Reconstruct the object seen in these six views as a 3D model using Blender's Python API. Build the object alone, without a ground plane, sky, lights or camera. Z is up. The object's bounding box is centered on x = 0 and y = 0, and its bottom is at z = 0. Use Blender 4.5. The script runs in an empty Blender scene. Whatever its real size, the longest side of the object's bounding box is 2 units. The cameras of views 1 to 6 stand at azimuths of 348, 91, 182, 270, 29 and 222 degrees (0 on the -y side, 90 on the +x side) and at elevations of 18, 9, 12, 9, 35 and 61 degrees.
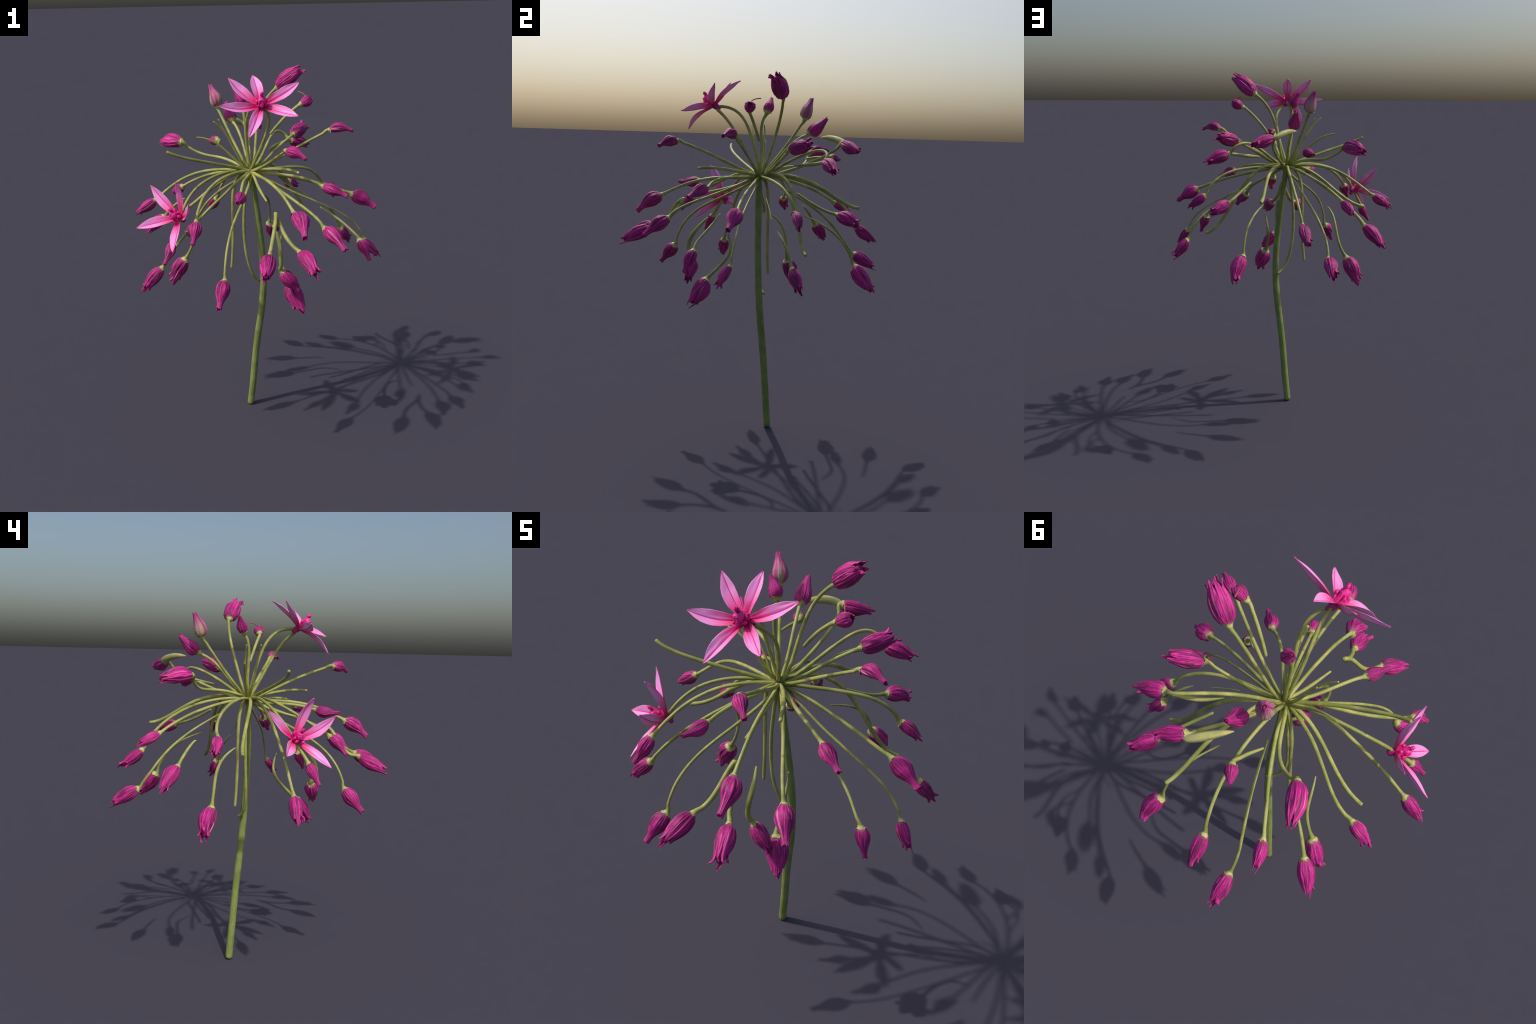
"""Flowering ornamental onion (umbel): one stem, a hub, radiating stalks, mostly
closed magenta buds made of six wrinkled tepals, and two open pink star flowers."""
import bpy, math, random
import numpy as np
from mathutils import Vector, Matrix, noise

rng = random.Random(71)
HUB = np.array((-0.026, 0.022, 1.443))

# ------------------------------------------------------------------ node helpers
class Nodes:
    def __init__(self, name):
        self.mat = bpy.data.materials.new(name)
        self.mat.use_nodes = True
        self.t = self.mat.node_tree
        self.t.nodes.clear()

    def n(self, kind, **props):
        node = self.t.nodes.new(kind)
        for k, v in props.items():
            setattr(node, k, v)
        return node

    def link(self, a, b):
        self.t.links.new(a, b)

    def put(self, socket, v):
        if isinstance(v, bpy.types.NodeSocket):
            self.link(v, socket)
        else:
            socket.default_value = v

    def math(self, op, a, b=0.0, clamp=False):
        m = self.n('ShaderNodeMath', operation=op, use_clamp=clamp)
        self.put(m.inputs[0], a)
        self.put(m.inputs[1], b)
        return m.outputs[0]

    def smooth(self, x, lo, hi):
        m = self.n('ShaderNodeMapRange', interpolation_type='SMOOTHSTEP')
        self.put(m.inputs[0], x)
        m.inputs[1].default_value = lo
        m.inputs[2].default_value = hi
        return m.outputs[0]

    def mix(self, f, a, b):
        m = self.n('ShaderNodeMix', data_type='RGBA')
        self.put(m.inputs[0], f)
        for s, v in ((m.inputs[6], a), (m.inputs[7], b)):
            if isinstance(v, bpy.types.NodeSocket):
                self.link(v, s)
            else:
                s.default_value = (*v, 1)
        return m.outputs[2]

    def noise(self, vec, scale, detail=3, rough=0.55):
        m = self.n('ShaderNodeTexNoise')
        self.put(m.inputs['Vector'], vec)
        m.inputs['Scale'].default_value = scale
        m.inputs['Detail'].default_value = detail
        m.inputs['Roughness'].default_value = rough
        return m.outputs[0]

    def vec(self, x, y, z):
        c = self.n('ShaderNodeCombineXYZ')
        for s, v in zip(c.inputs, (x, y, z)):
            self.put(s, v)
        return c.outputs[0]

    def coords(self):
        tc = self.n('ShaderNodeTexCoord')
        sx = self.n('ShaderNodeSeparateXYZ')
        self.link(tc.outputs['Object'], sx.inputs[0])
        return tc.outputs['Object'], sx.outputs[0], sx.outputs[1], sx.outputs[2]

    def random(self):
        return self.n('ShaderNodeObjectInfo').outputs['Random']

    def finish(self, color, rough=0.5, bump=None, strength=0.3, dist=0.002, spec=0.35,
               translucent=0.0, sheen=0.0):
        p = self.n('ShaderNodeBsdfPrincipled')
        self.put(p.inputs['Base Color'], color)
        self.put(p.inputs['Roughness'], rough)
        p.inputs['Specular IOR Level'].default_value = spec
        if sheen:
            p.inputs['Sheen Weight'].default_value = sheen
        nrm = None
        if bump is not None:
            b = self.n('ShaderNodeBump')
            b.inputs['Strength'].default_value = strength
            b.inputs['Distance'].default_value = dist
            self.link(bump, b.inputs['Height'])
            self.link(b.outputs[0], p.inputs['Normal'])
        o = self.n('ShaderNodeOutputMaterial')
        if translucent:
            tr = self.n('ShaderNodeBsdfTranslucent')
            self.put(tr.inputs[0], color)
            mx = self.n('ShaderNodeMixShader')
            mx.inputs[0].default_value = translucent
            self.link(p.outputs[0], mx.inputs[1])
            self.link(tr.outputs[0], mx.inputs[2])
            self.link(mx.outputs[0], o.inputs[0])
        else:
            self.link(p.outputs[0], o.inputs[0])
        return self.mat


def tepal_material(name, pale=0.0, deep=(0.48, 0.012, 0.22), mid=(0.67, 0.027, 0.305),
                   light=(0.90, 0.065, 0.42), dark=(0.10, 0.008, 0.055)):
    """Wrinkled bud skin: veins run along the bud, so the noise lives on
    (angle around the axis, height)."""
    k = Nodes(name)
    obj, x, y, z = k.coords()
    ang = k.math('ARCTAN2', y, x)
    r = k.math('MULTIPLY', k.random(), 37.0)
    broad = k.noise(k.vec(k.math('MULTIPLY', ang, 3.4), k.math('MULTIPLY', z, 7.0), r), 1.0, 2)
    vein = k.noise(k.vec(k.math('MULTIPLY', ang, 10.0), k.math('MULTIPLY', z, 7.0), r), 1.0, 3, 0.55)
    fine = k.noise(k.vec(k.math('MULTIPLY', ang, 30.0), k.math('MULTIPLY', z, 16.0), r), 1.0, 2)
    c = k.mix(k.smooth(broad, 0.38, 0.62), deep, mid)
    c = k.mix(k.math('MULTIPLY', k.smooth(vein, 0.52, 0.66), 0.75), c, light)  # streaks lightened to paint the sun highlights on the bud ridges
    c = k.mix(k.math('MULTIPLY', k.smooth(z, 0.075, 0.15), 0.5), c, light)
    # dusky middle band of a tepal, then thin dark creases
    dusk = k.math('MULTIPLY', k.smooth(broad, 0.50, 0.40), k.smooth(vein, 0.56, 0.44))
    c = k.mix(k.math('MULTIPLY', dusk, 0.85), c, (0.15, 0.030, 0.085))
    line = k.smooth(k.math('ABSOLUTE', k.math('SUBTRACT', vein, 0.47)), 0.030, 0.006)
    c = k.mix(k.math('MULTIPLY', line, 0.85), c, dark)
    c = k.mix(k.math('MULTIPLY', k.smooth(fine, 0.47, 0.34), 0.6), c, dark)
    # pale rim of a tepal, on some tepals only
    rim = k.math('MULTIPLY', k.smooth(k.math('ABSOLUTE', ang), 0.655, 0.69), k.smooth(broad, 0.54, 0.60))
    c = k.mix(k.math('MULTIPLY', rim, 0.6), c, (0.80, 0.42, 0.60))
    # greenish-white foot next to the stalk
    foot = k.smooth(k.math('ADD', z, k.math('MULTIPLY', vein, 0.03)), 0.030, 0.012)
    c = k.mix(k.math('MULTIPLY', foot, 0.35), c, (0.50, 0.36, 0.26))
    if pale:
        body = k.smooth(k.math('ADD', z, k.math('MULTIPLY', vein, 0.05)), 0.140, 0.060)
        body = k.math('MULTIPLY', body, k.math('ADD', k.math('MULTIPLY', k.random(), 0.75), 0.2))
        c = k.mix(k.math('MULTIPLY', body, pale), c, (0.52, 0.49, 0.29))
        lift = k.math('MULTIPLY', k.math('MULTIPLY', k.smooth(vein, 0.42, 0.60), k.smooth(z, 0.02, 0.07)), 0.55 * pale)
        c = k.mix(lift, c, (0.84, 0.24, 0.50))
    h = k.math('ADD', k.math('MULTIPLY', vein, 0.6), k.math('MULTIPLY', fine, 0.5))
    return k.finish(c, 0.5, h, 0.7, 0.004, spec=0.3, translucent=0.08, sheen=0.05)


def stalk_material(name, a, b, yellow, brown, patches=1.0):
    k = Nodes(name)
    obj, x, y, z = k.coords()
    n1 = k.noise(obj, 11.0, 2)
    n2 = k.noise(obj, 22.0, 2)
    n3 = k.noise(k.vec(k.math('MULTIPLY', x, 260.0), k.math('MULTIPLY', y, 260.0), k.math('MULTIPLY', z, 18.0)), 1.0, 2)
    c = k.mix(k.smooth(n1, 0.36, 0.64), a, b)
    c = k.mix(k.math('MULTIPLY', k.smooth(n2, 0.58, 0.70), 0.7 * patches), c, yellow)
    c = k.mix(k.math('MULTIPLY', k.smooth(k.noise(obj, 33.0, 2), 0.64, 0.74), 0.55 * patches), c, brown)
    c = k.mix(k.math('MULTIPLY', k.smooth(n3, 0.52, 0.36), 0.3), c, tuple(v * 0.55 for v in a))
    return k.finish(c, 0.5, n3, 0.25, 0.002, spec=0.35)


def petal_material(name, side, length):
    """Pink lance: crimson foot, dark midrib that follows the petal's sideways sweep."""
    k = Nodes(name)
    obj, x, y, z = k.coords()
    t = k.math('DIVIDE', z, length)
    sweep = k.math('MULTIPLY', k.math('MULTIPLY', t, k.math('SUBTRACT', 1.0, t)), 2.0 * side)
    x = k.math('SUBTRACT', x, sweep)
    ax = k.math('ABSOLUTE', x)
    r = k.math('MULTIPLY', k.random(), 31.0)
    vein = k.noise(k.vec(k.math('MULTIPLY', x, 230.0), k.math('MULTIPLY', t, 2.0), r), 1.0, 3)
    soft = k.noise(k.vec(k.math('MULTIPLY', x, 40.0), k.math('MULTIPLY', t, 3.0), r), 1.0, 2)
    tt = k.math('ADD', t, k.math('MULTIPLY', k.math('SUBTRACT', vein, 0.5), 0.35))
    c = k.mix(k.smooth(tt, 0.62, 0.24), PETAL_LIGHT, PETAL_MID)
    c = k.mix(k.smooth(tt, 0.36, 0.12), c, PETAL_DEEP)
    c = k.mix(k.math('MULTIPLY', k.smooth(soft, 0.52, 0.72), 0.3), c, PETAL_MID)
    rib = k.math('MULTIPLY', k.smooth(ax, 0.0030, 0.0010), k.smooth(t, 1.0, 0.85))
    c = k.mix(k.math('MULTIPLY', rib, 0.95), c, (0.64, 0.015, 0.22))
    c = k.mix(k.math('MULTIPLY', k.smooth(t, 0.90, 1.0), 0.8), c, (0.80, 0.08, 0.36))
    return k.finish(c, 0.42, vein, 0.18, 0.0015, spec=0.35, translucent=0.12, sheen=0.1)


def simple_material(name, a, b, scale, rough=0.45, dark=None):
    k = Nodes(name)
    obj, x, y, z = k.coords()
    n1 = k.noise(obj, scale, 4, 0.6)
    c = k.mix(k.smooth(n1, 0.35, 0.62), a, b)
    if dark:
        c = k.mix(k.math('MULTIPLY', k.smooth(k.noise(obj, scale * 2.3, 3), 0.42, 0.34), 0.8), c, dark)
    return k.finish(c, rough, n1, 0.4, 0.003)


PETAL_LIGHT, PETAL_MID, PETAL_DEEP = (0.95, 0.35, 0.78), (0.93, 0.13, 0.44), (0.78, 0.025, 0.24)
M_TEPAL = tepal_material('tepal_magenta')
M_PALE = tepal_material('tepal_pale', pale=0.9)
M_HALF = tepal_material('tepal_half_pale', pale=0.45)
M_CORE = simple_material('bud_inside', (0.24, 0.006, 0.10), (0.42, 0.014, 0.19), 60.0, 0.6, (0.05, 0.004, 0.03))
M_STALK = stalk_material('stalk_green', (0.28, 0.31, 0.075), (0.43, 0.44, 0.14), (0.52, 0.46, 0.10), (0.30, 0.20, 0.09))
M_STEM = stalk_material('stem_green', (0.19, 0.25, 0.065), (0.26, 0.32, 0.090), (0.36, 0.36, 0.10), (0.22, 0.19, 0.08), patches=0.3)
M_COLLAR = stalk_material('collar_pale_green', (0.42, 0.43, 0.15), (0.54, 0.52, 0.22), (0.62, 0.54, 0.13), (0.46, 0.34, 0.18))
M_CROWN = simple_material('crown_crimson', (0.62, 0.012, 0.20), (0.85, 0.05, 0.34), 55.0, 0.45, (0.22, 0.004, 0.07))
M_CALYX = simple_material('flower_foot_crimson', (0.36, 0.01, 0.13), (0.52, 0.03, 0.20), 50.0)
M_DRY = simple_material('dry_brown', (0.28, 0.14, 0.06), (0.40, 0.10, 0.14), 60.0, 0.7)

# ------------------------------------------------------------------ mesh helpers
ROOT = bpy.data.objects.new('ornamental_onion_flower', None)
bpy.context.collection.objects.link(ROOT)
ROOT.location = (-0.040, 0.106, 0.0)
ROOT['label'] = 'magenta flower head on green stem with buds and star flowers'
ROOT['category'] = 'flower'
bpy.context.view_layer.update()


def add_object(name, verts, faces, mat, parent=None, matrix=None):
    me = bpy.data.meshes.new(name)
    me.from_pydata([tuple(map(float, v)) for v in verts], [], faces)
    me.validate()
    me.update()
    me.polygons.foreach_set('use_smooth', [True] * len(me.polygons))
    me.materials.append(mat)
    ob = bpy.data.objects.new(name, me)
    bpy.context.collection.objects.link(ob)
    par = parent or ROOT
    ob.parent = par
    if parent is None:
        ob.matrix_parent_inverse = ROOT.matrix_world.inverted()
    if matrix is not None:
        ob.matrix_basis = matrix
    return ob


def bezier(ctrl, n):
    ctrl = np.array(ctrl, float)
    k = len(ctrl) - 1
    t = np.linspace(0, 1, n)[:, None]
    return sum(math.comb(k, i) * t ** i * (1 - t) ** (k - i) * ctrl[i] for i in range(k + 1))


def through(points, per):
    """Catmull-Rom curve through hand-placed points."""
    p = [np.array(q, float) for q in points]
    p = [2 * p[0] - p[1]] + p + [2 * p[-1] - p[-2]]
    out = []
    for i in range(1, len(p) - 2):
        a, b, c, d = p[i - 1:i + 3]
        for k in range(per):
            u = k / per
            out.append(0.5 * (2 * b + (c - a) * u + (2 * a - 5 * b + 4 * c - d) * u * u + (3 * b - a - 3 * c + d) * u ** 3))
    return np.array(out + [p[-2]])


def unit(v):
    v = np.asarray(v, float)
    return v / (np.linalg.norm(v) + 1e-12)


def tube_mesh(path, radii, sides=14, ribs=0.0, rib_count=7, phase=0.0, flat=0.0, jag=0.0, cap_in=0.0):
    """Sweep a ribbed circle along a path with parallel-transported frames; round caps."""
    path = np.asarray(path, float)
    n = len(path)
    tan = np.gradient(path, axis=0)
    tan /= np.linalg.norm(tan, axis=1)[:, None] + 1e-12
    ref = np.array((0, 0, 1.0)) if abs(tan[0][2]) < 0.8 else np.array((1.0, 0, 0))
    u = unit(np.cross(tan[0], ref))
    verts = []
    for i in range(n):
        u = unit(u - tan[i] * np.dot(u, tan[i]))
        w = np.cross(tan[i], u)
        for j in range(sides):
            a = 2 * math.pi * j / sides
            rr = radii[i] * (1 + ribs * math.cos(rib_count * a + phase)
                             + ribs * 0.6 * math.cos((rib_count * 2 + 1) * a + phase * 2.3))
            p = path[i] + u * (math.cos(a) * rr) + w * (math.sin(a) * rr * (1 - flat))
            if jag and i >= n - 2:
                p = p + tan[i] * jag * (math.sin(a * 3 + phase) + 0.7 * math.sin(a * 7 + 2 * phase))
            verts.append(p)
    faces = []
    for i in range(n - 1):
        for j in range(sides):
            a, b = i * sides + j, i * sides + (j + 1) % sides
            faces.append((a, b, b + sides, a + sides))
    for end, i, sgn in ((0, 0, -1), (1, n - 1, 1)):
        ring = [i * sides + j for j in range(sides)]
        c0 = len(verts)
        for j in range(sides):
            verts.append(path[i] + (np.array(verts[ring[j]]) - path[i]) * 0.7 + tan[i] * sgn * radii[i] * (0.35 - cap_in))
        verts.append(path[i] + tan[i] * sgn * radii[i] * (0.45 - cap_in))
        for j in range(sides):
            a, b, c, d = ring[j], ring[(j + 1) % sides], c0 + (j + 1) % sides, c0 + j
            faces.append((a, b, c, d) if sgn > 0 else (d, c, b, a))
            faces.append((d, c, c0 + sides) if sgn > 0 else (c0 + sides, c, d))
    return verts, faces


def resample(path, step):
    seg = np.linalg.norm(np.diff(path, axis=0), axis=1)
    s = np.concatenate([[0], np.cumsum(seg)])
    m = max(8, int(s[-1] / step))
    t = np.linspace(0, s[-1], m)
    return np.stack([np.interp(t, s, path[:, k]) for k in range(3)], 1), t


def wobble(path, s, amount, seed):
    out = path.copy()
    total = s[-1]
    for i, si in enumerate(s):
        env = math.sin(math.pi * min(1.0, si / total)) ** 0.6 if 0 < si < total else 0
        v = noise.noise_vector(Vector((si * 9 + seed * 13.7, seed * 3.1, 0)))
        out[i] += np.array(v) * amount * env
    return out


def stalk(ctrl, r=0.009, r0=None, r1=None, free=False, collar=None, seed=0, name='flower_stalk', flat=0.0, axis=None):
    """Thin green stalk along a Bezier spine; widens into a collar under a bud."""
    path, s = resample(bezier(ctrl, 80), 0.006)
    path = wobble(path, s, 0.0010, seed)
    total = s[-1]
    if axis is not None:                   # the last centimetres turn into the bud's axis
        for i, si in enumerate(s):
            d = total - si
            w = max(0.0, 1 - d / 0.045)
            w = w * w * (3 - 2 * w)
            path[i] = path[i] * (1 - w) + (path[-1] - axis * d) * w
    rad = []
    for si in s:
        f = si / total
        rr = r * (1.06 - 0.16 * f) * (1 + 0.08 * noise.noise(Vector((si * 14, seed * 5.3, 2))))
        if r0 is not None:
            rr = r0 + (rr - r0) * min(1.0, f / 0.45) ** 0.7
        if r1 is not None:
            rr = rr + (r1 - rr) * max(0.0, (f - 0.6) / 0.4) ** 1.3
        if collar:
            rr += (collar - r) * math.exp(-(total - si) / 0.014) * (1 - math.exp(-si / 0.02))
        rad.append(rr)
    v, f = tube_mesh(path, rad, 14, 0.035, 5, seed * 1.7, flat, jag=0.0)
    return add_object(name, v, f, M_STALK)


# ------------------------------------------------------------------ buds
PROFILES = {  # height fraction -> radius / widest radius
    'closed':   [(0, .35), (.04, .47), (.10, .72), (.22, .93), (.33, 1.0), (.44, .95), (.55, .78), (.66, .56), (.76, .41), (.88, .33), (1, .30)],
    'ragged':   [(0, .35), (.04, .48), (.10, .73), (.22, .92), (.34, 1.0), (.47, .95), (.60, .80), (.72, .62), (.82, .48), (1, .30)],
    'open':     [(0, .34), (.04, .48), (.10, .72), (.24, .94), (.40, 1.0), (.56, .95), (.70, .78), (.82, .60), (.92, .46), (1, .40)],
    'pointed':  [(0, .36), (.05, .54), (.11, .80), (.22, .97), (.32, 1.0), (.45, .93), (.58, .76), (.70, .58), (.82, .43), (.93, .32), (1, .24)],
    'withered': [(0, .30), (.08, .46), (.2, .66), (.4, .90), (.58, 1.0), (.75, .92), (.88, .66), (1, .25)],
}
BUD_COUNT = [0]


def profile(kind, v):
    p = PROFILES[kind]
    xs = [a for a, b in p]
    ys = [b for a, b in p]
    return float(np.interp(v, xs, ys))


def axis_frame(base, axis):
    """Matrix whose Z is the axis and whose X is as near to world up as possible."""
    z = unit(axis)
    up = np.array((0, 0, 1.0)) if abs(z[2]) < 0.97 else np.array((1.0, 0, 0))
    x = unit(up - z * np.dot(up, z))
    y = np.cross(z, x)
    m = Matrix.Identity(4)
    for i in range(3):
        m[i][0], m[i][1], m[i][2], m[i][3] = x[i], y[i], z[i], base[i]
    return m


def bud(kind, base, tip, width, stalk_=None, r=0.0081, r0=None, free=False, pale=0.0, sag=0.0, side=0.0, neck=None, calm=1.0, **kw):
    stalk_ = kw.get('stalk', stalk_)
    seed = BUD_COUNT[0] = BUD_COUNT[0] + 1
    rg = random.Random(1000 + seed)
    base, tip = np.array(base), np.array(tip)
    base = base + unit(tip - base) * 0.004
    if kind in ('ragged', 'open'):
        tip = tip + (tip - base) * 0.03
    axis = tip - base
    L = float(np.linalg.norm(axis))
    R = width * 0.5 * 0.985                # tepals stand a little proud of this
    foot = 0.006                           # the tepals start inside the collar
    frame = axis_frame(base, axis)
    twist = rg.uniform(-0.35, 0.35)

    def centre(v):
        b = math.sin(math.pi * min(v, 1.0) ** 0.85)
        return np.array((sag * L * b, side * L * b, -foot + (L + foot) * v))

    def outline(v):
        p = profile(kind, min(v, 1.0))
        if neck is not None and v < 0.13:
            w = v / 0.13
            p = min(p, neck * 0.93 / R * (1 - w) ** 1.5 + p * (1 - (1 - w) ** 1.5))
        return R * p

    def shell_radius(v, a, rough):
        rr = outline(v)
        e = a + twist * v
        q = Vector((math.cos(e) * 2.2, math.sin(e) * 2.2, v * 0.9 + seed * 7.1))
        q2 = Vector((math.cos(e) * 6.5, math.sin(e) * 6.5, v * 1.4 + seed * 3.3))
        ramp = min(1.0, v / 0.15)
        q3 = Vector((math.cos(e) * 4.2, math.sin(e) * 4.2, v * 1.1 + seed * 5.7))
        crease = max(0.0, 1 - abs(noise.noise(q3)) * 5.0)
        return rr * (1 + ramp * rough * (0.095 * noise.noise(q) + 0.075 * noise.noise(q2) - 0.115 * crease))

    # core: the closed inside of the bud
    rows, cols = 16, 20
    V, Fc = [], []
    top = {'closed': 0.95, 'ragged': 0.84, 'open': 0.84, 'pointed': 0.97, 'withered': 0.80}[kind]
    for i in range(rows + 1):
        v = top * i / rows
        c = centre(v)
        for j in range(cols):
            a = 2 * math.pi * j / cols
            rr = shell_radius(v, a, 0.8) * (0.90 if v < top * 0.9 else 0.55)
            V.append(c + np.array((math.cos(a) * rr, math.sin(a) * rr, 0)))
    for i in range(rows):
        for j in range(cols):
            a, b = i * cols + j, i * cols + (j + 1) % cols
            Fc.append((a, b, b + cols, a + cols))
    for i, flip in ((0, True), (rows, False)):
        V.append(centre(top * i / rows))
        for j in range(cols):
            t = (i * cols + j, i * cols + (j + 1) % cols, len(V) - 1)
            Fc.append(t[::-1] if flip else t)
    ob = add_object('flower_bud', V, Fc, M_CORE, None, frame)

    # six tepals, three outer over three inner, each with its own ragged tip
    mat = M_PALE if pale > 0.7 else M_HALF if pale else M_TEPAL
    start = rg.uniform(0, 2 * math.pi)
    lens = [1.0 - rg.uniform(0.02, {'closed': 0.05, 'ragged': 0.27, 'open': 0.20, 'pointed': 0.05, 'withered': 0.08}[kind]) for _ in range(6)]
    if kind == 'ragged':
        lens = [rg.uniform(0.75, 0.90) for _ in lens]
    lens = [1 - (1 - q) * calm for q in lens]
    long1 = rg.randrange(3) * 2
    tongues = [long1] if rg.random() < 0.65 else [long1, (long1 + rg.choice((1, 2, 3))) % 6]
    for q in tongues:
        lens[q] = 1.0 if q == long1 else rg.uniform(0.93, 0.99)
    for k in range(6):
        outer = k % 2 == 0
        a0 = start + math.pi / 3 * k + rg.uniform(-0.08, 0.08)
        hw0 = 0.70 if outer else 0.74
        flare = {'closed': rg.uniform(0.0, 0.12), 'ragged': rg.choice((0.02, 0.10, 0.22, 0.50)),
                 'open': rg.uniform(0.05, 0.60), 'pointed': 0.0, 'withered': rg.uniform(-0.2, 0.3)}[kind] * calm
        blunt = {'closed': 0.62, 'ragged': rg.choice((0.12, 0.3, 0.5)), 'open': rg.uniform(0.10, 0.35), 'pointed': 0.8, 'withered': 0.6}[kind]
        if kind == 'ragged' and k in tongues:
            flare, blunt = rg.uniform(-0.12, 0.04), rg.uniform(0.62, 0.9)
        if kind == 'closed':
            blunt = 0.95
        lift = 1.03 if outer else 0.985
        nu, nv = 19, 34
        curl = rg.uniform(-0.3, 0.3) if kind in ('ragged', 'open') else 0.0
        outs, ins = [], []
        for i in range(nv + 1):
            t = i / nv
            v = t * lens[k]
            taper_at = 0.62 if kind in ('ragged', 'open') else 0.8
            tp = max(0.0, (t - taper_at) / (1 - taper_at))
            hw = hw0 * (1 - (1 - blunt) * tp ** 1.15)
            c = centre(v)
            fl = max(0.0, (t - 0.80) / 0.20)
            for j in range(nu + 1):
                s = 2 * j / nu - 1
                a = a0 + s * hw + curl * fl * fl
                rr = shell_radius(v, a, 1.0 if kind != 'pointed' else 0.55)
                rr *= lift + 0.025 * math.cos(s * 2.4)
                rr *= 1 - (0.05 if outer else 0.0) * abs(s) ** 4
                # pleats that deepen toward the tip
                rr *= 1 + 0.03 * math.sin(s * 8 + k * 2 + seed) * min(1, t * 1.6) * (0.4 if kind == 'pointed' else 1)
                rr += R * flare * fl ** 1.7 * (1 - 0.35 * s * s)
                th = 0.0016 + 0.0006 * (1 - s * s)
                zj = 0.006 * tp * noise.noise(Vector((s * 3, k * 5.0 + seed, 1.5)))
                for lst, q in ((outs, rr), (ins, max(rr - th, 0.0008))):
                    # tepal-local frame: its own middle lies on +X
                    p = np.array((math.cos(a) * q, math.sin(a) * q, 0)) + c
                    p[2] += zj
                    x, y = p[0], p[1]
                    p[0] = math.cos(-a0) * x - math.sin(-a0) * y
                    p[1] = math.sin(-a0) * x + math.cos(-a0) * y
                    lst.append(p)
        m = nu + 1
        N = len(outs)
        F = []
        for i in range(nv):
            for j in range(nu):
                a = i * m + j
                F.append((a, a + 1, a + m + 1, a + m))
                F.append((N + a + m, N + a + m + 1, N + a + 1, N + a))
            for j, fl2 in ((0, False), (nu, True)):
                a, b = i * m + j, (i + 1) * m + j
                q = (a, b, N + b, N + a)
                F.append(q[::-1] if fl2 else q)
        for i, fl2 in ((0, True), (nv, False)):
            for j in range(nu):
                a, b = i * m + j, i * m + j + 1
                q = (a, b, N + b, N + a)
                F.append(q[::-1] if fl2 else q)
        add_object('tepal', outs + ins, F, mat, ob, Matrix.Rotation(a0, 4, 'Z'))

    # collar: pale jagged cup where stalk and tepals meet
    pr = lambda zq: outline((zq + foot) / (L + foot))
    cr = max(pr(0.0) * 1.06, r * 1.2)
    ax = unit(axis)
    V, Fk = [], []
    cols = 30
    hs = [-0.010, -0.007, -0.004, -0.001, 0.0015, 0.003, 0.0045]
    for h in hs + [0.003]:
        q = pr(h) * 1.065 if h > 0 else 0.0
        q = max(q, (r + (cr - r) * math.exp(min(0.0, h) / 0.014)) * 1.025)
        if len(V) >= cols * len(hs):
            q -= 0.0030
        for j in range(cols):
            a = 2 * math.pi * j / cols
            up = max(0.0, h) / 0.0045
            jag = up * (0.0030 * math.sin(3 * a + seed) + 0.0022 * math.sin(7 * a + 2 * seed) + 0.0014 * math.sin(11 * a))
            qq = max(q, pr(max(h + jag, 0.0)) * 1.065) if up else q
            V.append((math.cos(a) * qq, math.sin(a) * qq, h + jag))
    for i in range(len(hs)):
        for j in range(cols):
            a, b = i * cols + j, i * cols + (j + 1) % cols
            Fk.append((a, b, b + cols, a + cols))
    add_object('bud_collar', V, Fk, M_COLLAR, ob)

    if stalk_ is not None:
        stalk(list(stalk_) + [tuple(base)], r, r0, None, free, cr, seed, axis=ax)
    return ob


# ------------------------------------------------------------------ buds, one by one
# base = where the stalk meets the bud, tip = end of the nose; stalk = spine from the hub
# (or from a torn free end, thinning to r0)

bud('closed', base=(-0.276, -0.473, 1.017), tip=(-0.326, -0.568, 0.903), width=0.074, r=0.0068, sag=-0.002, side=0.005,
    stalk=[(-0.021, 0.024, 1.441), (-0.091, -0.148, 1.316), (-0.205, -0.308, 1.279), (-0.257, -0.432, 1.212)])
bud('closed', base=(0.070, -0.497, 1.336), tip=(0.086, -0.631, 1.244), width=0.079, neck=0.0155, sag=0.073, side=-0.094,
    stalk=[(-0.028, 0.025, 1.443), (0.004, -0.104, 1.434), (0.017, -0.231, 1.448), (0.047, -0.355, 1.420)])
bud('closed', base=(0.513, -0.059, 1.304), tip=(0.648, -0.093, 1.223), width=0.078, neck=0.012, sag=0.03, side=-0.026,
    stalk=[(-0.030, 0.026, 1.446), (0.123, 0.008, 1.422), (0.264, -0.022, 1.398), (0.391, -0.051, 1.354)])
bud('closed', base=(-0.392, -0.379, 1.296), tip=(-0.426, -0.462, 1.207), width=0.062, sag=0.043, side=-0.055,
    stalk=[(-0.028, 0.022, 1.448), (-0.146, -0.078, 1.474), (-0.268, -0.122, 1.446), (-0.345, -0.220, 1.400)])
bud('ragged', base=(-0.534, 0.158, 1.292), tip=(-0.644, 0.163, 1.222), width=0.059, neck=0.013, sag=-0.003, side=-0.014,
    stalk=[(-0.031, 0.024, 1.445), (-0.241, 0.059, 1.478), (-0.354, 0.134, 1.447), (-0.427, 0.193, 1.368)])
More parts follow.
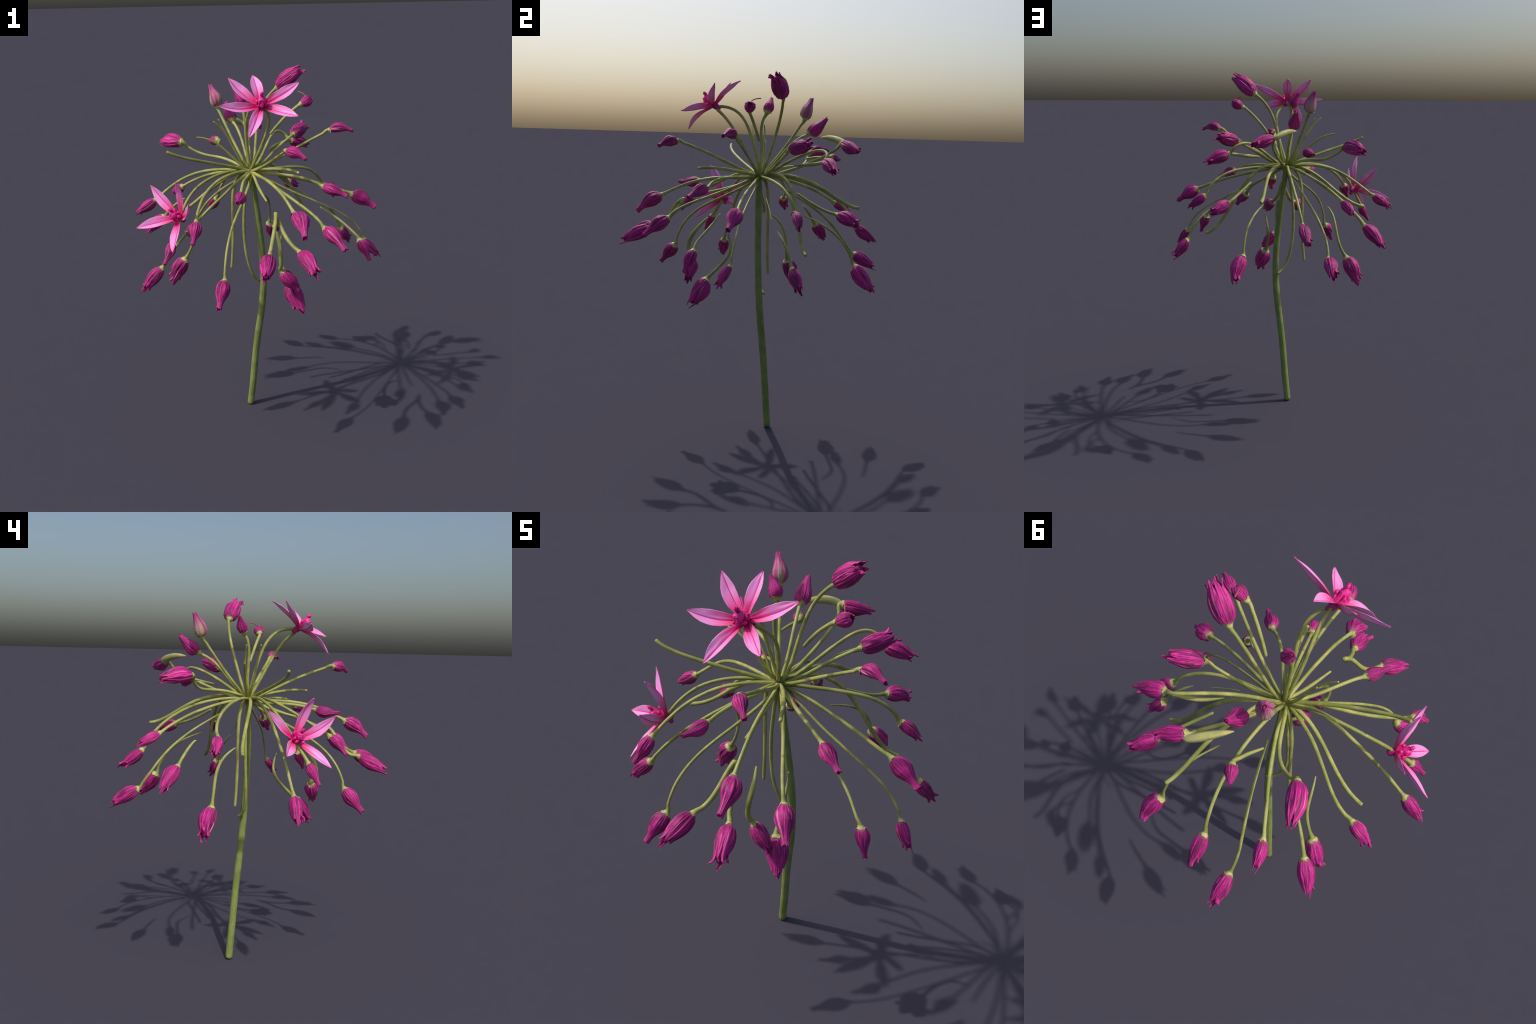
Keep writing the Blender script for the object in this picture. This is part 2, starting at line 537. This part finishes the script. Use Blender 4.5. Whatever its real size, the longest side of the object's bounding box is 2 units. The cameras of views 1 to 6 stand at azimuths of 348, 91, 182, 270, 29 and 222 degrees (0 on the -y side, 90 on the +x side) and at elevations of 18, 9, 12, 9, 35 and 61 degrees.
bud('ragged', base=(0.547, 0.217, 1.035), tip=(0.629, 0.264, 0.928), width=0.062, r0=0.0035, r=0.0065, free=True, sag=-0.039, side=0.012,
    stalk=[(0.425, 0.135, 1.200), (0.490, 0.178, 1.151), (0.522, 0.203, 1.103), (0.531, 0.205, 1.060)])
bud('open', base=(0.248, 0.186, 1.600), tip=(0.364, 0.301, 1.638), width=0.075, neck=0.0105, sag=0.003, side=-0.007,
    stalk=[(-0.029, 0.024, 1.445), (0.038, 0.058, 1.452), (0.081, 0.108, 1.495), (0.149, 0.141, 1.550)])
bud('closed', base=(0.374, -0.091, 1.664), tip=(0.489, -0.140, 1.660), width=0.054, neck=0.012, sag=0.13, side=-0.033,
    stalk=[(-0.029, 0.024, 1.444), (0.041, 0.012, 1.459), (0.122, -0.004, 1.520), (0.238, -0.040, 1.587)])
bud('pointed', base=(-0.159, 0.265, 1.764), tip=(-0.191, 0.304, 1.885), width=0.069, pale=1.0, neck=0.012, sag=0.058, side=0.011,
    stalk=[(-0.031, 0.027, 1.444), (-0.066, 0.087, 1.505), (-0.093, 0.145, 1.585), (-0.126, 0.206, 1.671)])
bud('ragged', base=(-0.473, 0.353, 1.143), tip=(-0.574, 0.425, 1.028), width=0.073, r0=0.004, free=True, sag=0.038, side=-0.008,
    stalk=[(-0.364, 0.274, 1.258), (-0.356, 0.282, 1.259), (-0.385, 0.295, 1.243), (-0.430, 0.322, 1.208)])
bud('open', base=(0.148, 0.142, 1.866), tip=(0.278, 0.098, 1.974), width=0.087, neck=0.012, sag=0.026, side=-0.019,
    stalk=[(-0.024, 0.025, 1.445), (0.025, 0.075, 1.516), (0.010, 0.096, 1.657), (0.034, 0.150, 1.790)])
bud('pointed', base=(-0.073, 0.286, 1.684), tip=(-0.087, 0.388, 1.774), width=0.072, neck=0.012, sag=-0.04, side=0.001,
    stalk=[(-0.030, 0.026, 1.445), (-0.033, 0.104, 1.495), (-0.037, 0.142, 1.573), (-0.049, 0.190, 1.642)])
bud('withered', base=(0.232, -0.027, 1.793), tip=(0.298, -0.019, 1.824), width=0.058, r0=0.007, free=True, neck=0.012,
    stalk=[(0.083, 0.022, 1.641), (0.129, 0.003, 1.707), (0.177, -0.013, 1.754), (0.211, -0.028, 1.784)])
bud('ragged', base=(0.283, 0.367, 1.545), tip=(0.416, 0.419, 1.494), width=0.072, neck=0.013, sag=0.027, side=-0.002,
    stalk=[(-0.025, 0.032, 1.433), (0.111, 0.167, 1.533), (0.145, 0.312, 1.624), (0.212, 0.412, 1.634)])
bud('ragged', base=(-0.383, 0.193, 0.928), tip=(-0.459, 0.227, 0.772), width=0.090, r0=0.0035, free=True, sag=0.038, side=0.021,
    stalk=[(-0.274, 0.082, 1.214), (-0.323, 0.162, 1.169), (-0.319, 0.189, 1.103), (-0.321, 0.178, 1.017)])
bud('closed', base=(-0.155, -0.323, 1.406), tip=(-0.196, -0.445, 1.394), width=0.059, neck=0.0115, sag=-0.046, side=-0.02,
    stalk=[(-0.030, 0.025, 1.445), (-0.069, -0.056, 1.419), (-0.106, -0.134, 1.434), (-0.124, -0.222, 1.437)])
bud('pointed', base=(-0.059, 0.055, 1.793), tip=(-0.102, 0.079, 1.876), width=0.057, sag=0.045, side=0.033,
    stalk=[(-0.030, 0.025, 1.446), (-0.045, 0.042, 1.581), (-0.055, 0.022, 1.672), (-0.053, 0.012, 1.731)])
bud('ragged', base=(0.197, 0.544, 1.001), tip=(0.239, 0.648, 0.870), width=0.083, r0=0.003, r=0.006, free=True, sag=-0.007, side=0.062,
    stalk=[(0.096, 0.277, 1.249), (0.152, 0.392, 1.209), (0.186, 0.469, 1.159), (0.189, 0.514, 1.092)])
bud('ragged', base=(0.286, 0.439, 1.278), tip=(0.369, 0.559, 1.228), width=0.071, r0=0.006, free=True, neck=0.013, sag=0.033, side=-0.033,
    stalk=[(0.173, 0.236, 1.371), (0.209, 0.292, 1.335), (0.244, 0.338, 1.309), (0.262, 0.385, 1.289)])
bud('closed', base=(0.490, -0.268, 1.104), tip=(0.535, -0.312, 0.993), width=0.060, r0=0.003, r=0.0065, free=True, sag=0.03, side=-0.003,
    stalk=[(0.306, -0.159, 1.267), (0.397, -0.196, 1.212), (0.444, -0.238, 1.161), (0.470, -0.270, 1.141)])
bud('ragged', base=(0.587, -0.084, 1.044), tip=(0.661, -0.139, 0.950), width=0.050, r=0.0055, sag=-0.016, side=0.038,
    stalk=[(-0.024, 0.037, 1.448), (0.218, -0.036, 1.294), (0.409, -0.069, 1.238), (0.538, -0.055, 1.186)])
bud('closed', base=(0.296, -0.230, 1.397), tip=(0.409, -0.314, 1.352), width=0.064, neck=0.012, sag=0.035, side=0.016,
    stalk=[(-0.029, 0.026, 1.445), (0.065, -0.056, 1.436), (0.134, -0.138, 1.452), (0.207, -0.194, 1.451)])
bud('ragged', base=(-0.126, 0.573, 1.176), tip=(-0.157, 0.691, 1.082), width=0.065, sag=-0.011, side=-0.007,
    stalk=[(-0.031, 0.025, 1.448), (-0.039, 0.216, 1.461), (-0.056, 0.382, 1.409), (-0.097, 0.508, 1.315)])
bud('closed', base=(0.053, -0.421, 1.629), tip=(0.129, -0.511, 1.598), width=0.059, neck=0.0115, sag=0.084, side=0.03,
    stalk=[(-0.031, 0.024, 1.444), (0.022, -0.103, 1.490), (0.056, -0.205, 1.550), (0.052, -0.307, 1.596)])
bud('ragged', base=(-0.344, 0.456, 1.289), tip=(-0.398, 0.561, 1.228), width=0.054, sag=0.005, side=-0.027,
    stalk=[(-0.031, 0.025, 1.448), (-0.107, 0.163, 1.438), (-0.190, 0.281, 1.397), (-0.283, 0.374, 1.354)])
bud('ragged', base=(0.032, 0.469, 1.638), tip=(0.152, 0.556, 1.599), width=0.065, r=0.0085, sag=-0.019, side=0.026,
    stalk=[(-0.023, 0.027, 1.437), (-0.009, 0.173, 1.467), (0.024, 0.291, 1.528), (0.053, 0.391, 1.562)])
bud('ragged', base=(0.110, -0.244, 0.886), tip=(0.166, -0.336, 0.745), width=0.095, r0=0.0035, r=0.0085, free=True, sag=-0.038, side=-0.016,
    stalk=[(0.106, -0.134, 1.141), (0.092, -0.100, 1.049), (0.083, -0.116, 1.002), (0.085, -0.178, 0.964)])
bud('open', base=(-0.358, 0.299, 1.577), tip=(-0.458, 0.442, 1.557), width=0.080, calm=0.25, sag=0.049, side=-0.047,
    stalk=[(-0.037, 0.021, 1.447), (-0.157, 0.163, 1.521), (-0.187, 0.260, 1.499), (-0.247, 0.273, 1.475)])
bud('ragged', base=(-0.072, -0.568, 1.157), tip=(-0.128, -0.718, 1.081), width=0.078, r=0.0105, r0=0.009, free=True, neck=0.0135, sag=0.008, side=0.005,
    stalk=[(0.005, -0.386, 1.314), (-0.004, -0.450, 1.286), (-0.025, -0.457, 1.217), (-0.041, -0.481, 1.159)])
bud('ragged', base=(0.049, -0.326, 0.988), tip=(0.147, -0.343, 0.872), width=0.073, r0=0.005, r=0.0118, free=True, neck=0.0135, sag=-0.014, side=0.012,
    stalk=[(0.022, -0.252, 1.213), (0.050, -0.315, 1.152), (0.038, -0.365, 1.095), (0.029, -0.370, 1.047)])
bud('ragged', base=(0.081, -0.557, 1.157), tip=(0.121, -0.717, 1.078), width=0.075, r=0.0105, r0=0.009, free=True, neck=0.0135, sag=0.028, side=-0.037,
    stalk=[(0.006, -0.387, 1.315), (0.023, -0.409, 1.262), (0.026, -0.446, 1.219), (0.043, -0.494, 1.187)])
bud('ragged', base=(-0.265, 0.575, 0.995), tip=(-0.291, 0.718, 0.908), width=0.073, r0=0.004, r=0.0075, free=True, sag=0.024, side=-0.02,
    stalk=[(-0.076, 0.166, 1.374), (-0.160, 0.354, 1.267), (-0.220, 0.459, 1.197), (-0.269, 0.489, 1.094)])
bud('ragged', base=(0.438, 0.220, 1.296), tip=(0.535, 0.242, 1.221), width=0.053, sag=0.006, side=-0.055,
    stalk=[(-0.030, 0.028, 1.444), (0.183, 0.076, 1.448), (0.319, 0.127, 1.445), (0.390, 0.203, 1.397)])
bud('pointed', base=(-0.135, 0.412, 1.556), tip=(-0.188, 0.474, 1.546), width=0.054, r0=0.004, free=True,
    stalk=[(-0.162, 0.277, 1.545), (-0.150, 0.324, 1.555), (-0.135, 0.360, 1.557), (-0.130, 0.387, 1.556)])
bud('closed', base=(0.245, -0.435, 1.230), tip=(0.317, -0.552, 1.140), width=0.078, sag=0.055, side=-0.008,
    stalk=[(-0.025, 0.025, 1.452), (0.094, -0.142, 1.368), (0.159, -0.287, 1.317), (0.209, -0.389, 1.302)])
bud('closed', base=(-0.500, -0.273, 1.175), tip=(-0.552, -0.326, 1.076), width=0.054, sag=-0.029, side=-0.034, r=0.0088,
    stalk=[(-0.450, -0.212, 1.276), (-0.456, -0.218, 1.262), (-0.470, -0.236, 1.235), (-0.486, -0.256, 1.205)])
bud('ragged', base=(-0.552, -0.206, 1.021), tip=(-0.662, -0.224, 0.904), width=0.067, sag=0.012, side=0.002,
    stalk=[(-0.033, 0.023, 1.454), (-0.094, -0.077, 1.438), (-0.237, -0.110, 1.324), (-0.434, -0.160, 1.204)])

# ------------------------------------------------------------------ main stem and hub
stem_spine = [(-0.028, 0.024, 1.445), (-0.006, 0.022, 1.280), (0.014, 0.026, 1.120), (0.031, 0.032, 0.960), (0.036, 0.040, 0.800),
              (0.026, 0.053, 0.640), (0.006, 0.069, 0.480), (-0.011, 0.083, 0.320), (-0.024, 0.095, 0.160), (-0.040, 0.107, 0.004)]
path, s = resample(through(stem_spine, 16), 0.010)
rad = [0.0150 + 0.0045 * min(1, si / 0.75) for si in s]
rad[-1] *= 0.93
v, f = tube_mesh(path, rad, 60, 0.020, 11, 0.6, 0.0, cap_in=0.22)
add_object('main_stem', v, f, M_STEM)

V, Fh = [], []
nr, nc = 14, 24
for i in range(nr + 1):
    th = math.pi * i / nr
    for j in range(nc):
        a = 2 * math.pi * j / nc
        q = 1 + 0.22 * noise.noise(Vector((math.cos(a) * 2.5, math.sin(a) * 2.5, th * 2.5)))
        V.append(HUB + np.array((0.026 * q * math.sin(th) * math.cos(a), 0.026 * q * math.sin(th) * math.sin(a), -0.006 + 0.022 * q * math.cos(th))))
for i in range(nr):
    for j in range(nc):
        a, b = i * nc + j, i * nc + (j + 1) % nc
        Fh.append((a + nc, b + nc, b, a))
add_object('stalk_hub', V, Fh, M_STALK)
# tiny torn pinkish bracts around the hub
for k in range(9):
    a = 2 * math.pi * k / 9 + rng.uniform(-0.3, 0.3)
    d = np.array((math.cos(a), math.sin(a), 0.0))
    p0 = HUB + d * 0.016 + np.array((0, 0, 0.010))
    p1 = p0 + d * rng.uniform(0.006, 0.014) + np.array((0, 0, rng.uniform(0.012, 0.030)))
    pts = bezier([p0, p0 + np.array((0, 0, 0.012)), p1], 7)
    v, f = tube_mesh(pts, [0.004, 0.0042, 0.004, 0.0036, 0.003, 0.0022, 0.0012], 8, flat=0.5)
    add_object('bract', v, f, M_CALYX if k % 2 else M_STALK)

# ------------------------------------------------------------------ stalks without a bud (torn off)
SPARE = [
    # spine, radius, radius at the free end
    ([(-0.031, 0.029, 1.451), (0.140, 0.219, 1.525), (0.252, 0.240, 1.361), (0.301, 0.235, 1.124), (0.427, 0.283, 1.084)], 0.0092, 0.0085),
    ([(-0.031, 0.024, 1.448), (-0.174, -0.005, 1.459), (-0.271, 0.022, 1.358), (-0.361, 0.057, 1.237), (-0.493, 0.040, 1.208)], 0.0092, 0.0090),
    ([(-0.030, 0.024, 1.446), (-0.188, -0.073, 1.510), (-0.334, -0.139, 1.549), (-0.439, -0.179, 1.579), (-0.492, -0.168, 1.610)], 0.0084, 0.0076),
    ([(-0.030, 0.026, 1.446), (0.063, 0.250, 1.491), (0.088, 0.375, 1.420), (0.075, 0.453, 1.309), (0.098, 0.566, 1.299)], 0.0098, 0.0090),
    ([(-0.032, 0.024, 1.447), (-0.130, 0.076, 1.438), (-0.134, 0.085, 1.332), (-0.111, 0.064, 1.140), (-0.137, 0.084, 0.887)], 0.0088, 0.0078),
    ([(-0.032, 0.027, 1.446), (-0.091, 0.050, 1.190), (-0.084, 0.024, 0.975), (-0.044, 0.011, 0.834), (0.022, 0.068, 0.798)], 0.0084, 0.0076),
    ([(-0.030, 0.025, 1.446), (0.041, -0.057, 1.468), (0.089, -0.142, 1.486), (0.121, -0.223, 1.499), (0.151, -0.294, 1.488)], 0.0090, 0.0070),
    ([(-0.028, 0.025, 1.447), (-0.014, -0.014, 1.428), (-0.023, -0.068, 1.396), (-0.016, -0.153, 1.372), (-0.013, -0.273, 1.349)], 0.0080, 0.0050),
    ([(-0.031, 0.025, 1.445), (-0.088, 0.011, 1.480), (-0.107, -0.006, 1.561), (-0.144, -0.017, 1.656), (-0.231, -0.037, 1.729)], 0.0058, 0.0040),
    ([(-0.031, 0.024, 1.446), (-0.073, 0.022, 1.478), (-0.099, 0.042, 1.538), (-0.137, 0.053, 1.622), (-0.194, 0.037, 1.729)], 0.0054, 0.0036),
    ([(-0.031, 0.025, 1.445), (-0.115, 0.044, 1.500), (-0.164, 0.045, 1.576), (-0.219, 0.042, 1.633), (-0.310, 0.045, 1.639)], 0.0066, 0.0038),
]
for i, (ctrl, r, r1) in enumerate(SPARE):
    stalk(ctrl, r, None, r1, seed=60 + i)
# loose withered fibre
stalk([(0.190, 0.070, 1.345), (0.270, 0.092, 1.300), (0.342, 0.105, 1.245)], 0.0032, 0.0015, 0.0018, seed=79, name='withered_fibre')
# a torn side branch under one bud
stalk([(0.122, 0.213, 1.516), (0.147, 0.266, 1.523), (0.182, 0.309, 1.527), (0.228, 0.342, 1.534), (0.283, 0.367, 1.545)], 0.010, 0.005, seed=80)
# swollen leaf-like sheath beside a bud
path, s = resample(bezier([(0.035, 0.471, 1.637), (0.029, 0.500, 1.618), (-0.014, 0.466, 1.676), (-0.088, 0.354, 1.666)], 50), 0.005)
rad = [float(np.interp(si / s[-1], [0, .12, .35, .6, .8, .93, 1], [.013, .0185, .0210, .0190, .0135, .0075, .0025])) for si in s]
v, f = tube_mesh(path, rad, 20, 0.05, 5, 1.0, 0.22)
add_object('leaf_sheath', v, f, M_COLLAR)
# dry thread on the withered flower
path, s = resample(bezier([(0.262, -0.022, 1.815), (0.268, -0.022, 1.840), (0.258, -0.010, 1.852), (0.238, 0.030, 1.855)], 30), 0.004)
v, f = tube_mesh(path, [0.0022 + 0.0010 * (si / s[-1]) for si in s], 8)
add_object('dry_thread', v, f, M_DRY)


# ------------------------------------------------------------------ open star flowers
def petal(foot, ctrl, tip, front, width, cup, parent, seed):
    """Lance-shaped trough with a sunken midrib. Local Z runs foot to tip, X across, Y to the front.
    ctrl bends the spine (quadratic Bezier)."""
    d = tip - foot
    L = float(np.linalg.norm(d))
    z = unit(d)
    y = unit(front - z * np.dot(front, z))
    x = np.cross(y, z)
    m = Matrix.Identity(4)
    for i in range(3):
        m[i][0], m[i][1], m[i][2], m[i][3] = x[i], y[i], z[i], foot[i]
    bend = ctrl - (foot + tip) / 2
    side, bow = float(np.dot(bend, x)), float(np.dot(bend, y))
    nu, nv = 24, 44
    top, bot = [], []
    for i in range(nv + 1):
        t = i / nv
        shape = float(np.interp(t, [0, .08, .2, .35, .48, .6, .72, .83, .92, .97, 1], [.40, .46, .66, .90, 1.0, .98, .84, .60, .32, .18, .06]))
        half = width * 0.5 * shape
        arc = 2 * t * (1 - t)
        c = cup * (0.75 + 0.25 * math.cos((t - 0.35) * 3.0))
        for j in range(nu + 1):
            s_ = 2 * j / nu - 1
            rag = 1 + 0.05 * noise.noise(Vector((t * 7, seed, s_)))
            X = half * s_ * rag + side * arc
            g = s_ * half
            Y = bow * arc + c * half * (abs(s_) ** 1.5) - 0.0032 * math.exp(-(g / 0.0035) ** 2) * min(1, 4 * (1 - t))
            Y += 0.0025 * noise.noise(Vector((s_ * 2.5, t * 4, seed * 3.7)))
            th = 0.0022 * (1 - 0.7 * abs(s_)) * (1 - 0.5 * t) + 0.0008
            top.append((X, Y, t * L))
            bot.append((X, Y - th - 0.0022 * math.exp(-(g / 0.005) ** 2), t * L))
    k = nu + 1
    N = len(top)
    F = []
    for i in range(nv):
        for j in range(nu):
            a = i * k + j
            F.append((a, a + k, a + k + 1, a + 1))
            F.append((N + a + 1, N + a + k + 1, N + a + k, N + a))
        for j, fl in ((0, True), (nu, False)):
            a, b = i * k + j, (i + 1) * k + j
            q = (a, b, N + b, N + a)
            F.append(q[::-1] if fl else q)
    for i, fl in ((0, False), (nv, True)):
        for j in range(nu):
            a, b = i * k + j, i * k + j + 1
            q = (a, b, N + b, N + a)
            F.append(q[::-1] if fl else q)
    return add_object('petal', top + bot, F, petal_material('petal_pink', side, L), parent, m)


def lump(rows, cols, radii, bumps, seed, centre=(0, 0, 0)):
    V, F = [], []
    for i in range(rows + 1):
        th = math.pi * i / rows
        for j in range(cols):
            a = 2 * math.pi * j / cols
            d = np.array((math.sin(th) * math.cos(a), math.sin(th) * math.sin(a), math.cos(th)))
            q = 1 + bumps * noise.noise(Vector(d * 2.6) + Vector((seed, 0, 0))) + bumps * 0.6 * noise.noise(Vector(d * 6) + Vector((seed, 3, 0)))
            V.append(d * np.array(radii) * q + np.array(centre))
    for i in range(rows):
        for j in range(cols):
            a, b = i * cols + j, i * cols + (j + 1) % cols
            F.append((a + cols, b + cols, b, a))
    return V, F


def star_flower(heart, core, stalk_end, petals, stalks, width, cup, seed):
    """heart = where the petals join, core = the crimson knob in front of it; petals = (bend, tip)."""
    heart, core, stalk_end = np.array(heart), np.array(core), np.array(stalk_end)
    front = unit(core - heart)
    depth = float(np.linalg.norm(core - heart))
    frame = axis_frame(heart, front)
    inv = np.array(frame.inverted())
    loc = lambda p: (inv @ np.append(p, 1))[:3]
    # receptacle between stalk and petals is the flower's own mesh
    se = loc(stalk_end)
    path, s = resample(bezier([se + np.array((0, 0, -0.006)), se * 0.5, (0, 0, 0.012)], 20), 0.003)
    rad = [0.0115 + 0.006 * math.sin(math.pi * 0.85 * si / s[-1]) for si in s]
    v, f = tube_mesh(path, rad, 18, 0.10, 6, 0.4)
    fl = add_object('star_flower', v, f, M_CALYX, None, frame)
    rg = random.Random(seed)
    for i, (ctrl, tip) in enumerate(petals):
        tl, cl = loc(np.array(tip)), loc(np.array(ctrl))
        radial = unit(np.array((cl[0], cl[1], 0)))
        p0 = radial * 0.008
        w = width[i] if isinstance(width, (list, tuple)) else width
        petal(p0, cl, tl, np.array((0, 0, 1.0)) - radial * 0.25, w, cup, fl, seed * 10 + i)
    # pistil: column with a lumpy crimson knob
    v, f = lump(18, 26, (0.020, 0.020, 0.020), 0.28, seed, (0.0, 0.0, depth + 0.002))
    pts = bezier([(0, 0, 0.0), (0, 0, depth * 0.5), (0, 0, depth)], 8)
    v2, f2 = tube_mesh(pts, [0.016, 0.017, 0.018, 0.018, 0.018, 0.017, 0.016, 0.012], 16, 0.12, 6)
    n0 = len(v)
    add_object('pistil', v + v2, f + [tuple(q + n0 for q in ff) for ff in f2], M_CROWN, fl)
    for i in range(8):
        a = 2 * math.pi * i / 8 + rg.uniform(-0.25, 0.25)
        h = rg.uniform(0.60, 1.0) * depth if i else depth * 1.0 + 0.030
        out = rg.uniform(0.022, 0.032) if i else 0.018
        d = np.array((math.cos(a), math.sin(a), 0))
        if i == 0:                          # the long stamen leans up
            d = np.array((1.0, 0.1, 0))
        top = d * out + np.array((0, 0, h))
        pts = bezier([d * 0.010, d * (out * 0.9) + np.array((0, 0, h * 0.4)), top], 10)
        v, f = tube_mesh(pts, [0.0062 - 0.0016 * q / 9 for q in range(10)], 10, 0.08, 3)
        kr = rg.uniform(0.0068, 0.0092)
        v2, f2 = lump(9, 12, (kr, kr, kr * 1.2), 0.45, seed + i, top)
        n0 = len(v)
        add_object('stamen', v + v2, f + [tuple(q + n0 for q in ff) for ff in f2], M_CROWN, fl)
    for i, ctrl in enumerate(stalks):
        stalk(ctrl, 0.0080, None, 0.0082, seed=90 + seed * 3 + i)
    return fl


star_flower(heart=(-0.027, -0.235, 1.825), core=(-0.030, -0.272, 1.853), stalk_end=(-0.014, -0.208, 1.808),
            petals=[((-0.103, -0.198, 1.861), (-0.171, -0.158, 1.957)), ((-0.027, -0.165, 1.908), (-0.035, -0.093, 1.960)),
                    ((0.072, -0.234, 1.856), (0.176, -0.214, 1.930)), ((0.054, -0.315, 1.797), (0.122, -0.392, 1.787)),
                    ((-0.058, -0.321, 1.788), (-0.120, -0.383, 1.694)), ((-0.133, -0.266, 1.803), (-0.244, -0.287, 1.839))],
            stalks=[[(-0.028, 0.027, 1.447), (-0.065, -0.014, 1.644), (-0.081, -0.053, 1.765), (-0.045, -0.097, 1.821), (-0.027, -0.204, 1.818)],
                    [(-0.032, 0.024, 1.446), (0.015, -0.061, 1.588), (0.049, -0.107, 1.696), (0.053, -0.151, 1.756), (0.001, -0.211, 1.799)]],
            width=0.058, cup=0.50, seed=1)
v, f = lump(12, 18, (0.0125, 0.0105, 0.0115), 0.25, 9, (-0.431, -0.196, 1.262))
add_object('withered_sepal', v, f, M_CALYX)
star_flower(heart=(-0.452, -0.206, 1.282), core=(-0.483, -0.232, 1.302), stalk_end=(-0.430, -0.188, 1.288),
            petals=[((-0.515, -0.124, 1.343), (-0.577, -0.080, 1.428)), ((-0.417, -0.223, 1.392), (-0.473, -0.293, 1.484)),
                    ((-0.406, -0.302, 1.294), (-0.429, -0.400, 1.397)), ((-0.478, -0.296, 1.217), (-0.515, -0.383, 1.157)),
                    ((-0.547, -0.175, 1.258), (-0.668, -0.165, 1.231))],
            stalks=[[(-0.029, 0.023, 1.448), (-0.168, -0.039, 1.478), (-0.3, -0.064, 1.453), (-0.39, -0.131, 1.398), (-0.438, -0.198, 1.293)]],
            width=0.056, cup=0.52, seed=2)
